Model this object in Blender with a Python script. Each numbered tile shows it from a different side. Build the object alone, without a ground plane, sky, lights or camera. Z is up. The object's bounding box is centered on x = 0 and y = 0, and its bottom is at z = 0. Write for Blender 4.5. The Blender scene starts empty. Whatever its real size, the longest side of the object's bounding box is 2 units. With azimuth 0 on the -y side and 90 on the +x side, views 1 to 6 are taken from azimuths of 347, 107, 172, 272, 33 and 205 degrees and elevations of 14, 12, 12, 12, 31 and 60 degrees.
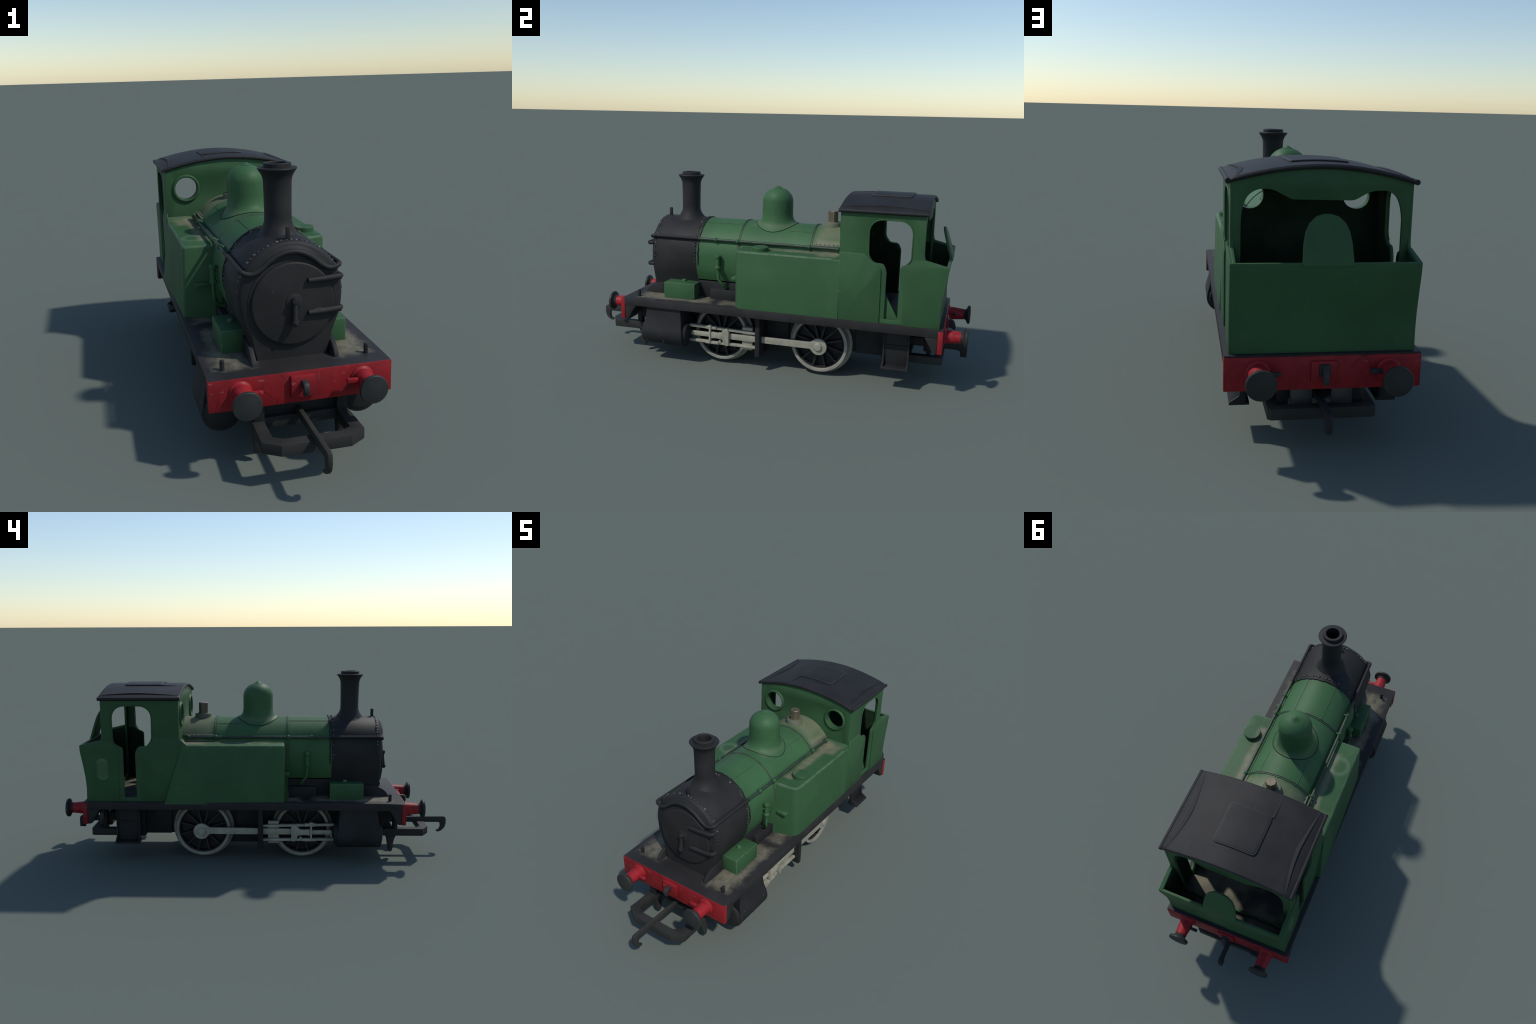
import bpy, bmesh, math, random
from math import sin, cos, pi, sqrt, radians
from mathutils import Vector, Matrix
from mathutils.geometry import tessellate_polygon

random.seed(7)

# ------------------------------------------------------------------ materials
class NT:
    """Small helper for building shader node graphs."""
    def __init__(self, name, rough=0.6, spec=0.35, metal=0.0):
        self.m = bpy.data.materials.new(name)
        self.m.use_nodes = True
        self.t = self.m.node_tree
        self.bsdf = self.t.nodes["Principled BSDF"]
        self.bsdf.inputs["Roughness"].default_value = rough
        self.bsdf.inputs["Specular IOR Level"].default_value = spec
        self.bsdf.inputs["Metallic"].default_value = metal
        self.co = self.t.nodes.new("ShaderNodeTexCoord").outputs["Object"]

    def link(self, a, b):
        if hasattr(a, "links"):
            self.t.links.new(a, b)
        else:
            b.default_value = a

    def math(self, op, a, b=0.0, clamp=False):
        n = self.t.nodes.new("ShaderNodeMath")
        n.operation = op
        n.use_clamp = clamp
        self.link(a, n.inputs[0])
        self.link(b, n.inputs[1])
        return n.outputs[0]

    def vec(self, op, a, b=None):
        n = self.t.nodes.new("ShaderNodeVectorMath")
        n.operation = op
        self.link(a, n.inputs[0])
        if b is not None:
            self.link(b, n.inputs[1])
        return n.outputs["Value"] if op in ("LENGTH", "DISTANCE") else n.outputs["Vector"]

    def noise(self, scale, detail=4.0, rough=0.55, stretch=None):
        n = self.t.nodes.new("ShaderNodeTexNoise")
        n.inputs["Scale"].default_value = scale
        n.inputs["Detail"].default_value = detail
        n.inputs["Roughness"].default_value = rough
        if stretch:
            mp = self.t.nodes.new("ShaderNodeMapping")
            mp.inputs["Scale"].default_value = stretch
            self.link(self.co, mp.inputs["Vector"])
            self.link(mp.outputs[0], n.inputs["Vector"])
        else:
            self.link(self.co, n.inputs["Vector"])
        return n.outputs["Fac"]

    def remap(self, v, a, b, c=0.0, d=1.0, smooth=True):
        n = self.t.nodes.new("ShaderNodeMapRange")
        n.interpolation_type = "SMOOTHSTEP" if smooth else "LINEAR"
        self.link(v, n.inputs[0])
        for i, x in enumerate((a, b, c, d)):
            self.link(x, n.inputs[1 + i])
        return n.outputs[0]

    def mix(self, fac, a, b):
        n = self.t.nodes.new("ShaderNodeMix")
        n.data_type = "RGBA"
        self.link(fac, n.inputs[0])
        self.link(a if hasattr(a, "links") else (*a, 1), n.inputs[6])
        self.link(b if hasattr(b, "links") else (*b, 1), n.inputs[7])
        return n.outputs[2]

    def abs_x(self):
        s = self.t.nodes.new("ShaderNodeSeparateXYZ")
        self.link(self.co, s.inputs[0])
        c = self.t.nodes.new("ShaderNodeCombineXYZ")
        self.link(self.math("ABSOLUTE", s.outputs[0]), c.inputs[0])
        self.link(s.outputs[1], c.inputs[1])
        self.link(s.outputs[2], c.inputs[2])
        return c.outputs[0]

    def soft_box(self, centre, half, soft, wobble=None, wamt=0.0, mirror=True):
        """1 inside a box, fading to 0 over 'soft' outside it, its border wobbled by noise."""
        p = self.abs_x() if mirror else self.co
        d = self.vec("SUBTRACT", self.vec("ABSOLUTE", self.vec("SUBTRACT", p, centre)), half)
        s = self.t.nodes.new("ShaderNodeSeparateXYZ")
        self.link(d, s.inputs[0])
        m = self.math("MAXIMUM", self.math("MAXIMUM", s.outputs[0], s.outputs[1]), s.outputs[2])
        if wobble is not None:
            m = self.math("ADD", m, self.math("MULTIPLY", self.math("SUBTRACT", wobble, 0.5), wamt))
        return self.remap(m, -soft * 0.2, soft, 1.0, 0.0)

    def ring(self, centre, radius, width):
        d = self.math("SUBTRACT", self.vec("DISTANCE", self.co, centre), radius)
        return self.remap(self.math("ABSOLUTE", d), 0.0, width, 1.0, 0.0)

    def bump(self, h, strength=0.15, dist=0.004):
        n = self.t.nodes.new("ShaderNodeBump")
        n.inputs["Strength"].default_value = strength
        n.inputs["Distance"].default_value = dist
        self.link(h, n.inputs["Height"])
        self.link(n.outputs[0], self.bsdf.inputs["Normal"])

    def done(self, col):
        self.link(col, self.bsdf.inputs["Base Color"])
        return self.m


GREEN = (0.0435, 0.114, 0.0465)
GREEN_LIGHT = (0.070, 0.152, 0.068)
BLACK = (0.034, 0.033, 0.037)
RED = (0.32, 0.018, 0.024)
DUST = (0.215, 0.198, 0.138)
IVORY = (0.33, 0.317, 0.25)


def green_paint(name, worn=0.0, dust=False, ghost=False, badge=False, depth=1.0):
    k = NT(name, rough=0.55, spec=0.22)
    big = k.noise(5.0, 3)
    fine = k.noise(60.0, 5)
    streak = k.noise(9.0, 4, stretch=(1.0, 1.0, 0.25))
    c = k.mix(k.remap(big, 0.35, 0.7), tuple(x * 0.93 * depth for x in GREEN), tuple(x * 1.1 * depth for x in GREEN))
    c = k.mix(k.remap(streak, 0.5, 0.75, 0, 0.25), c, tuple(x * depth for x in GREEN_LIGHT))
    # hairline scratches and small chips
    sc = k.noise(26.0, 2, 0.4, stretch=(3.0, 0.25, 1.2))
    c = k.mix(k.math("MULTIPLY", k.remap(sc, 0.735, 0.75), 0.35), c, (0.10, 0.125, 0.09))
    chip = k.noise(95.0, 2)
    c = k.mix(k.remap(chip, 0.77, 0.8, 0, 0.45), c, (0.18, 0.10, 0.075))
    if worn:
        c = k.mix(k.remap(k.noise(40.0, 5), 0.3, 0.65, 0.0, worn), c, (0.17, 0.225, 0.16))
    if dust:
        wob = k.noise(14.0, 5)
        blot = k.remap(k.noise(24.0, 5, 0.6), 0.3, 0.65, 0.68, 1.0)
        for ce, ha, so, am, fac in (
            ((0.190, 0.17, 0.622), (0.012, 0.21, 0.006), 0.022, 0.03, 0.75),   # tank top beside the boiler
            ((0.205, 0.335, 0.63), (0.035, 0.03, 0.014), 0.045, 0.05, 0.75),     # heap against the cab front
            ((0.0, 0.36, 0.715), (0.11, 0.085, 0.03), 0.06, 0.05, 0.6),       # firebox top
            ((0.14, 0.355, 0.655), (0.04, 0.09, 0.006), 0.02, 0.03, 0.5),       # and along its foot
            ((0.0, 0.016, 0.720), (0.10, 0.10, 0.003), 0.016, 0.03, 0.22),     # around the dome foot
        ):
            msk = k.soft_box(ce, ha, so, wob, am)
            c = k.mix(k.math("MULTIPLY", k.math("MULTIPLY", msk, fac), blot), c, DUST)
    if ghost:
        for s in ((-0.225, 0.016, 0.616),):
            c = k.mix(k.math("MULTIPLY", k.ring(s, 0.044, 0.020), 0.45), c, (0.13, 0.19, 0.115))
    if badge:
        # where an oval transfer has come away: a soft pale rim, stronger at top and bottom
        sep = k.t.nodes.new("ShaderNodeSeparateXYZ")
        k.link(k.co, sep.inputs[0])
        dy = k.math("SUBTRACT", sep.outputs[1], 0.787)
        dz = k.math("MAXIMUM", k.math("SUBTRACT", k.math("ABSOLUTE", k.math("SUBTRACT", sep.outputs[2], 0.496)), 0.026), 0.0)
        d = k.math("SQRT", k.math("ADD", k.math("MULTIPLY", dy, dy), k.math("MULTIPLY", dz, dz)))
        rim = k.remap(k.math("ABSOLUTE", k.math("SUBTRACT", d, 0.022)), 0.0, 0.012, 1.0, 0.0)
        fill = k.remap(d, 0.016, 0.034, 0.55, 0.0)
        ends = k.remap(dz, 0.0, 0.012, 0.45, 1.0)
        left = k.remap(sep.outputs[0], -0.28, -0.27, 1.0, 0.0)
        msk = k.math("MULTIPLY", k.math("MULTIPLY", k.math("MAXIMUM", k.math("MULTIPLY", rim, ends), fill), left), 0.85)
        c = k.mix(msk, c, (0.12, 0.185, 0.10))
    k.bump(k.math("ADD", fine, k.math("MULTIPLY", big, 2.0)), 0.12, 0.003)
    return k.done(c)


def black_paint(name, tint=BLACK, dust=False, rough=0.6, scratch=True, cab_floor=False, roof=False):
    k = NT(name, rough=rough, spec=0.2)
    n = k.noise(8.0, 4)
    fine = k.noise(70.0, 4)
    c = k.mix(k.remap(n, 0.3, 0.7), tuple(x * 0.85 for x in tint), tuple(x * 1.2 for x in tint))
    if scratch:
        chip = k.noise(55.0, 3, stretch=(1.0, 1.0, 0.5))
        c = k.mix(k.remap(chip, 0.72, 0.77, 0, 0.35), c, (0.10, 0.095, 0.09))
    if dust:
        wob = k.noise(22.0, 6, 0.65)
        grain = k.remap(k.noise(32.0, 6, 0.7, stretch=(1.0, 0.6, 1.0)), 0.28, 0.66)
        for ce, ha, so, am, fac in (
            ((0.205, -0.575, 0.330), (0.040, 0.055, 0.01), 0.05, 0.10, 0.85),   # before the tool box
            ((0.242, -0.42, 0.330), (0.008, 0.11, 0.01), 0.03, 0.06, 0.65),      # outside it
            ((0.19, -0.315, 0.330), (0.04, 0.03, 0.01), 0.045, 0.09, 0.7),       # behind it
            ((0.225, -0.160, 0.330), (0.02, 0.025, 0.01), 0.04, 0.09, 0.8),
        ):
            msk = k.soft_box(ce, ha, so, wob, am)
            c = k.mix(k.math("MULTIPLY", k.math("MULTIPLY", msk, fac), k.math("ADD", k.math("MULTIPLY", grain, 0.55), 0.32)), c, DUST)
    if roof:
        sep = k.t.nodes.new("ShaderNodeSeparateXYZ")
        k.link(k.co, sep.inputs[0])
        # one red scrape running from the hatch corner to the front edge
        off = k.math("SUBTRACT", k.math("SUBTRACT", sep.outputs[0], k.math("MULTIPLY", sep.outputs[1], 0.606)), -0.2228)
        red = k.math("MULTIPLY", k.remap(k.math("ABSOLUTE", off), 0.0, 0.0028, 1.0, 0.0), k.remap(sep.outputs[1], 0.495, 0.51, 1.0, 0.0))
        c = k.mix(k.math("MULTIPLY", red, k.remap(k.noise(30.0, 3), 0.3, 0.5, 0.2, 0.7)), c, (0.10, 0.012, 0.018))
        c = k.mix(k.remap(k.noise(6.0, 5, stretch=(4.0, 0.5, 1.0)), 0.55, 0.75, 0, 0.4), c, (0.034, 0.032, 0.033))
    if cab_floor:
        c = k.mix(k.remap(k.noise(7.0, 5), 0.35, 0.65, 0.15, 0.75), c, DUST)
    k.bump(fine, 0.15, 0.003)
    return k.done(c)


def red_paint(name, worn=0.2, depth=1.0):
    k = NT(name, rough=0.5, spec=0.22)
    n = k.noise(11.0, 4)
    c = k.mix(k.remap(n, 0.35, 0.65), tuple(x * 0.78 * depth for x in RED), tuple(x * depth for x in RED))
    v = k.t.nodes.new("ShaderNodeTexVoronoi")
    v.feature = "DISTANCE_TO_EDGE"
    v.inputs["Scale"].default_value = 10.0
    k.link(k.co, v.inputs["Vector"])
    crack = k.math("MULTIPLY", k.remap(v.outputs["Distance"], 0.0, 0.03, 1.0, 0.0), k.remap(k.noise(6.0, 2), 0.52, 0.6))
    c = k.mix(k.math("MULTIPLY", crack, 0.75), c, (0.06, 0.008, 0.010))
    # grimy blotches and a few pale scrapes
    c = k.mix(k.remap(k.noise(13.0, 5, 0.6), 0.58, 0.75, 0, 0.45 if depth < 1 else 0.15), c, (0.09, 0.016, 0.018))
    c = k.mix(k.remap(k.noise(30.0, 2, 0.4, stretch=(0.6, 1.0, 2.4)), 0.71, 0.73, 0, 0.5), c, (0.32, 0.12, 0.11))
    c = k.mix(k.remap(k.noise(50.0, 4), 0.6, 0.72, 0, worn), c, (0.33, 0.10, 0.10))
    k.bump(k.noise(50.0, 3), 0.1, 0.003)
    return k.done(c)


def plain(name, col, rough=0.5, metal=0.0, var=0.2, spec=0.4, dirt=None):
    k = NT(name, rough=rough, metal=metal, spec=spec)
    n = k.noise(18.0, 4)
    c = k.mix(k.remap(n, 0.3, 0.7), tuple(x * (1 - var) for x in col), tuple(min(1, x * (1 + var * 0.5)) for x in col))
    if dirt:
        c = k.mix(k.remap(k.noise(30.0, 5), 0.5, 0.75, 0, 0.6), c, dirt)
    k.bump(k.noise(60.0, 3), 0.1, 0.003)
    return k.done(c)


M_GREEN = green_paint("green_paint", dust=True)
M_TANK = green_paint("tank_green_paint", dust=True, ghost=True, depth=0.84)  # green lowered to match side shading baked into the tank colour
M_CAB = green_paint("cab_green_paint", badge=True, depth=0.80)  # darker than the boiler green: wall shade is worked into this paint
M_WORN = green_paint("worn_edge_green", worn=0.3, depth=0.9)
M_BLACK = black_paint("smokebox_black", (0.0225, 0.0222, 0.0222))
M_CHASSIS = black_paint("chassis_black", (0.020, 0.020, 0.021))
M_PLATE = black_paint("footplate_black", (0.025, 0.0238, 0.0242), dust=True)
M_ROOF = black_paint("roof_black", (0.0205, 0.0198, 0.0208), scratch=False, roof=True)
M_ROOFEDGE = plain("pale_roof_edge", (0.042, 0.043, 0.040), 0.6, dirt=(0.07, 0.075, 0.06))
M_COUPLER = black_paint("coupler_black", (0.030, 0.030, 0.028), rough=0.65)
M_FLOOR = black_paint("cab_floor_grime", (0.024, 0.024, 0.024), cab_floor=True)
M_BUFHEAD = black_paint("buffer_head_black", (0.029, 0.030, 0.029), rough=0.5)
M_INSIDE = plain("cab_inside_shadow_tinted_green", (0.016, 0.033, 0.018), 0.8, spec=0.15)  # cab green taken down so the interior looks shadowed
M_RAIL = plain("handrail_dark_green", (0.026, 0.045, 0.030), 0.5, dirt=(0.05, 0.10, 0.055))
M_RED = red_paint("red_paint", depth=0.84)
M_SHANK = red_paint("buffer_red", worn=0.1)
M_IVORY = plain("nickel_ivory", IVORY, 0.45, var=0.15, dirt=(0.19, 0.175, 0.13))
M_SPOKE = plain("spoke_black", (0.024, 0.024, 0.025), 0.5, spec=0.3)
M_TYRE = plain("tyre_grey_white", (0.265, 0.255, 0.21), 0.5, var=0.2, dirt=(0.13, 0.11, 0.085))
M_WHEEL = plain("wheel_black", (0.011, 0.011, 0.012), 0.6)
M_BRASS = plain("tarnished_brass", (0.15, 0.122, 0.084), 0.45, metal=0.35, dirt=DUST)
M_VALVE = plain("dusty_green", (0.125, 0.135, 0.092), 0.7, dirt=(0.08, 0.13, 0.07))
M_RIVET = plain("worn_rivet", (0.040, 0.039, 0.038), 0.5, var=0.4)
k = NT("rivet_painted_glints", rough=0.45, spec=0.4)
M_RIVET = k.done(k.mix(k.remap(k.noise(45.0, 2), 0.50, 0.62), (0.016, 0.016, 0.016), (0.13, 0.128, 0.12)))  # pale specks painted where sun catches the rivet heads
M_STEEL = plain("dull_steel", (0.10, 0.10, 0.105), 0.35, metal=0.7)
M_BAND = plain("band_green", (0.060, 0.092, 0.060), 0.6, dirt=(0.012, 0.018, 0.012))

# ------------------------------------------------------------------ object helpers
root = bpy.data.objects.new("toy_steam_locomotive", None)
bpy.context.scene.collection.objects.link(root)
root["label"] = "small green and black tank engine with red buffer beams"
root["category"] = "toy train"


def link(ob, parent, loc=None, rotz=None):
    bpy.context.scene.collection.objects.link(ob)
    ob.parent = parent or root
    if loc is not None:
        ob.location = loc
    if rotz is not None:
        ob.rotation_euler = (0, 0, rotz)
    return ob


def finish(name, bm, mats, parent=None, angle=35, loc=None, recalc=True, kind=None):
    if recalc:
        bmesh.ops.recalc_face_normals(bm, faces=bm.faces[:])
    me = bpy.data.meshes.new(name)
    bm.to_mesh(me)
    bm.free()
    for m in (mats if isinstance(mats, (list, tuple)) else [mats]):
        me.materials.append(m)
    me.polygons.foreach_set("use_smooth", [True] * len(me.polygons))
    me.set_sharp_from_angle(angle=radians(angle))
    ob = bpy.data.objects.new(name, me)
    if kind:
        ob["kind"] = kind
    return link(ob, parent, loc)


def add_box(bm, x, y, z, bevel=0.0, seg=2, mat=0, bmat=-1, edit=None):
    vs = {}
    for i in (0, 1):
        for j in (0, 1):
            for k in (0, 1):
                p = [x[i], y[j], z[k]]
                if edit:
                    p = edit(i, j, k, p)
                vs[i, j, k] = bm.verts.new(p)
    q = [((0,0,0),(0,1,0),(1,1,0),(1,0,0)), ((0,0,1),(1,0,1),(1,1,1),(0,1,1)), ((0,0,0),(1,0,0),(1,0,1),(0,0,1)),
         ((0,1,0),(0,1,1),(1,1,1),(1,1,0)), ((0,0,0),(0,0,1),(0,1,1),(0,1,0)), ((1,0,0),(1,1,0),(1,1,1),(1,0,1))]
    fs = []
    for f in q:
        face = bm.faces.new([vs[i] for i in f])
        face.material_index = mat
        fs.append(face)
    if bevel:
        es = list({e for f in fs for e in f.edges})
        r = bmesh.ops.bevel(bm, geom=es, offset=bevel, segments=seg, affect="EDGES", profile=0.5, clamp_overlap=True)
        if bmat >= 0:
            for f in r["faces"]:
                f.material_index = bmat


def box(name, x, y, z, mats, parent=None, bevel=0.003, seg=2, bmat=-1, edit=None, angle=35):
    bm = bmesh.new()
    add_box(bm, x, y, z, bevel, seg, bmat=bmat, edit=edit)
    return finish(name, bm, mats, parent, angle)


def round_poly(pts, seg=6):
    """pts: (a, b, radius). Rounds each corner with an arc-like quadratic curve."""
    out = []
    n = len(pts)
    for i in range(n):
        p = Vector(pts[i][:2])
        r = pts[i][2] if len(pts[i]) > 2 else 0
        if r <= 0:
            out.append(p)
            continue
        a = Vector(pts[i - 1][:2]) - p
        b = Vector(pts[(i + 1) % n][:2]) - p
        r1 = min(r, a.length * 0.49)
        r2 = min(r, b.length * 0.49)
        A, B = p + a.normalized() * r1, p + b.normalized() * r2
        for k in range(seg + 1):
            t = k / seg
            # blend of quadratic curve: close to a circular fillet
            w = 0.75
            den = (1 - t) ** 2 + 2 * w * t * (1 - t) + t ** 2
            out.append((A * (1 - t) ** 2 + p * (2 * w * t * (1 - t)) + B * t ** 2) / den)
    return out


def add_plate(bm, outer, holes, axis, a, b, bevel=0.0, mat=0, bmat=-1):
    """Flat plate with holes. 2D points lie in the plane normal to axis; it spans a..b along it."""
    loops = [outer] + list(holes)
    def to3(p, h):
        return {"x": (h, p[0], p[1]), "y": (p[0], h, p[1]), "z": (p[0], p[1], h)}[axis]
    flat = [p for l in loops for p in l]
    tris = tessellate_polygon([[Vector((p[0], p[1], 0)) for p in l] for l in loops])
    va = [bm.verts.new(to3(p, a)) for p in flat]
    vb = [bm.verts.new(to3(p, b)) for p in flat]
    fs = []
    for t in tris:
        for vv in (va, vb):
            try:
                f = bm.faces.new([vv[i] for i in t])
                fs.append(f)
            except ValueError:
                pass
    i0 = 0
    rim = []
    for l in loops:
        n = len(l)
        for i in range(n):
            j = (i + 1) % n
            f = bm.faces.new([va[i0 + i], va[i0 + j], vb[i0 + j], vb[i0 + i]])
            fs.append(f)
            for e in f.edges:
                if (e.verts[0] in (va[i0 + i], va[i0 + j]) and e.verts[1] in (va[i0 + i], va[i0 + j])) or \
                   (e.verts[0] in (vb[i0 + i], vb[i0 + j]) and e.verts[1] in (vb[i0 + i], vb[i0 + j])):
                    rim.append(e)
        i0 += n
    for f in fs:
        f.material_index = mat
    bmesh.ops.recalc_face_normals(bm, faces=fs)
    if bevel:
        r = bmesh.ops.bevel(bm, geom=list(set(rim)), offset=bevel, segments=2, affect="EDGES", profile=0.5, clamp_overlap=True)
        if bmat >= 0:
            for f in r["faces"]:
                f.material_index = bmat
    return fs


def plate(name, outer, holes, axis, a, b, mats, parent=None, bevel=0.002, bmat=-1, angle=35):
    bm = bmesh.new()
    add_plate(bm, outer, holes, axis, a, b, bevel, 0, bmat)
    return finish(name, bm, mats, parent, angle)


def add_lathe(bm, prof, axis, c, n=48, mat=0, cap=True, phase=0.0, sx=1.0):
    """prof: list of (radius, height along axis)."""
    rings = []
    for r, h in prof:
        if r < 1e-6:
            p = {"x": (c[0] + h, c[1], c[2]), "y": (c[0], c[1] + h, c[2]), "z": (c[0], c[1], c[2] + h)}[axis]
            rings.append([bm.verts.new(p)])
            continue
        ring = []
        for i in range(n):
            t = 2 * pi * i / n + phase
            u, v = r * cos(t) * sx, r * sin(t)
            p = {"x": (c[0] + h, c[1] + u, c[2] + v), "y": (c[0] + u, c[1] + h, c[2] + v), "z": (c[0] + u, c[1] + v, c[2] + h)}[axis]
            ring.append(bm.verts.new(p))
        rings.append(ring)
    for A, B in zip(rings, rings[1:]):
        for i in range(n):
            j = (i + 1) % n
            vs = [A[i % len(A)], A[j % len(A)], B[j % len(B)], B[i % len(B)]]
            u = []
            for v in vs:
                if v not in u:
                    u.append(v)
            if len(u) > 2:
                bm.faces.new(u).material_index = mat
    if cap:
        for R in (rings[0], rings[-1]):
            if len(R) > 2:
                bm.faces.new(R).material_index = mat


def lathe(name, prof, axis, c, mat, parent=None, n=48, angle=35, cap=True, phase=0.0, loc=None):
    bm = bmesh.new()
    add_lathe(bm, prof, axis, c, n, cap=cap, phase=phase)
    return finish(name, bm, mat, parent, angle, loc)


def catmull(pts, sub=6):
    P = [Vector(p) for p in pts]
    P = [P[0] * 2 - P[1]] + P + [P[-1] * 2 - P[-2]]
    out = []
    for i in range(1, len(P) - 2):
        for k in range(sub):
            t = k / sub
            a, b, c, d = P[i - 1:i + 3]
            out.append(0.5 * ((2 * b) + (c - a) * t + (2 * a - 5 * b + 4 * c - d) * t * t + (3 * b - a - 3 * c + d) * t ** 3))
    out.append(P[-2])
    return out


def add_tube(bm, path, r, n=12, mat=0, flat=None, up=(0, 0, 1)):
    """Sweeps a round (or flat=(w, h) rectangular) section along a path."""
    pts = [Vector(p) for p in path]
    rings = []
    prevN = None
    for i, p in enumerate(pts):
        t = (pts[min(i + 1, len(pts) - 1)] - pts[max(i - 1, 0)]).normalized()
        if prevN is None:
            ref = Vector(up) if abs(t.dot(Vector(up))) < 0.95 else Vector((1, 0, 0))
            nn = (ref - t * ref.dot(t)).normalized()
        else:
            nn = (prevN - t * prevN.dot(t)).normalized()
        prevN = nn
        b = t.cross(nn)
        rr = r(i / (len(pts) - 1)) if callable(r) else r
        if flat:
            w, h = flat
            ring = [bm.verts.new(p + b * sx * w * rr + nn * sy * h * rr) for sx, sy in ((-1, -1), (1, -1), (1, 1), (-1, 1))]
        else:
            ring = [bm.verts.new(p + nn * rr * cos(2 * pi * k / n) + b * rr * sin(2 * pi * k / n)) for k in range(n)]
        rings.append(ring)
    for A, B in zip(rings, rings[1:]):
        m = len(A)
        for k in range(m):
            bm.faces.new([A[k], A[(k + 1) % m], B[(k + 1) % m], B[k]]).material_index = mat
    bm.faces.new(rings[0]).material_index = mat
    bm.faces.new(rings[-1]).material_index = mat


def tube(name, path, r, mat, parent=None, n=12, flat=None, angle=40, up=(0, 0, 1)):
    bm = bmesh.new()
    add_tube(bm, path, r, n, flat=flat, up=up)
    return finish(name, bm, mat, parent, angle)


def instance(src, name, parent=None, loc=(0, 0, 0), rotz=0.0):
    ob = src.copy()
    ob.name = name
    link(ob, parent or src.parent, loc, rotz)
    for ch in list(src.children):
        c = ch.copy()
        c.name = ch.name.split(".")[0]
        bpy.context.scene.collection.objects.link(c)
        c.parent = ob
    return ob


# ------------------------------------------------------------------ boiler
BZ, BR = 0.549, 0.177          # boiler axis height and radius


def surf(x, r=BR):
    return BZ + sqrt(max(0.0, r * r - x * x))


# smokebox: round on top, its lower sides run into the saddle
half = [(0.176, 0.549), (0.1755, 0.52), (0.172, 0.485), (0.164, 0.457), (0.151, 0.425), (0.142, 0.398), (0.138, 0.370), (0.130, 0.340), (0.126, 0.322)]
up = [(0.176 * cos(t), 0.549 + 0.176 * sin(t)) for t in [pi * i / 40 for i in range(0, 41)]]
sect = up + [(-x, z) for x, z in half[1:]] + [(x, z) for x, z in reversed(half[1:])]


def inset(sec, d):
    out = []
    for x, z in sec:
        f = 1 - d / 0.176
        if z < 0.33:
            out.append((x * f, z))
        else:
            out.append((x * f, 0.549 + (z - 0.549) * (f if z > 0.45 else 1)))
    return out


# the barrel keeps the same section, cut off flat over the black cradle
bsec = [(x * BR / 0.176, z) for x, z in sect if z > 0.412]
bm = bmesh.new()
rings = [[bm.verts.new((x, y, z)) for x, z in bsec] for y in (-0.37, 0.41)]
for i in range(len(bsec)):
    bm.faces.new([rings[0][i], rings[0][(i + 1) % len(bsec)], rings[1][(i + 1) % len(bsec)], rings[1][i]])
bm.faces.new(rings[0]); bm.faces.new(rings[1])
boiler = finish("boiler", bm, M_GREEN, angle=40)

bm = bmesh.new()
stations = [(-0.358, 0.0), (-0.368, -0.002), (-0.602, -0.002), (-0.610, 0.003), (-0.615, 0.011)]
rings = [[bm.verts.new((x, y, z)) for x, z in inset(sect, d)] for y, d in stations]
for A, B in zip(rings, rings[1:]):
    n = len(A)
    for i in range(n):
        bm.faces.new([A[i], A[(i + 1) % n], B[(i + 1) % n], B[i]])
bm.faces.new(rings[0])
bm.faces.new(rings[-1])
smokebox = finish("smokebox", bm, M_BLACK, angle=40)

# rivets round both ends of the smokebox
bm = bmesh.new()
for y, rr, k in ((-0.594, 0.1770, 46), (-0.372, 0.1775, 46)):
    for i in range(k):
        t = radians(-32) + (radians(244)) * i / (k - 1) + random.uniform(-.008, .008)
        m = Matrix.Translation((rr * cos(t), y + random.uniform(-.0012, .0012), BZ + rr * sin(t))) @ Matrix.Scale(random.uniform(0.75, 1.2), 4)
        bmesh.ops.create_icosphere(bm, subdivisions=1, radius=0.0054, matrix=m)
finish("rivet", bm, M_RIVET, smokebox, angle=60, kind="stuff")


def band(name, y, w, r0, r1, mat, parent, a0=-35, a1=215, n=64, jag=0.0):
    """Strip wrapped round the boiler between two angles."""
    bm = bmesh.new()
    rows = []
    for i in range(n + 1):
        t = radians(a0 + (a1 - a0) * i / n)
        dy = random.uniform(-jag, jag)
        row = []
        for yy, r in ((y - w, r0), (y - w * 0.6, r1), (y + w * 0.6, r1), (y + w, r0)):
            row.append(bm.verts.new((r * cos(t), yy + dy, BZ + r * sin(t))))
        rows.append(row)
    for A, B in zip(rows, rows[1:]):
        for k in range(4):
            bm.faces.new([A[k], A[(k + 1) % 4], B[(k + 1) % 4], B[k]])
    bm.faces.new(rows[0]); bm.faces.new(rows[-1])
    return finish(name, bm, mat, parent, 30)


band("boiler_band", -0.3545, 0.0045, 0.174, 0.1815, M_BLACK, boiler, n=70, jag=0.0022)
for y in (-0.139, 0.231):
    band("boiler_band", y - 0.0038, 0.0024, 0.174, 0.1793, M_BAND, boiler, jag=0.0008)
    band("boiler_band", y + 0.0042, 0.0026, 0.174, 0.1793, M_BAND, boiler, n=46, jag=0.0020)
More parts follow.
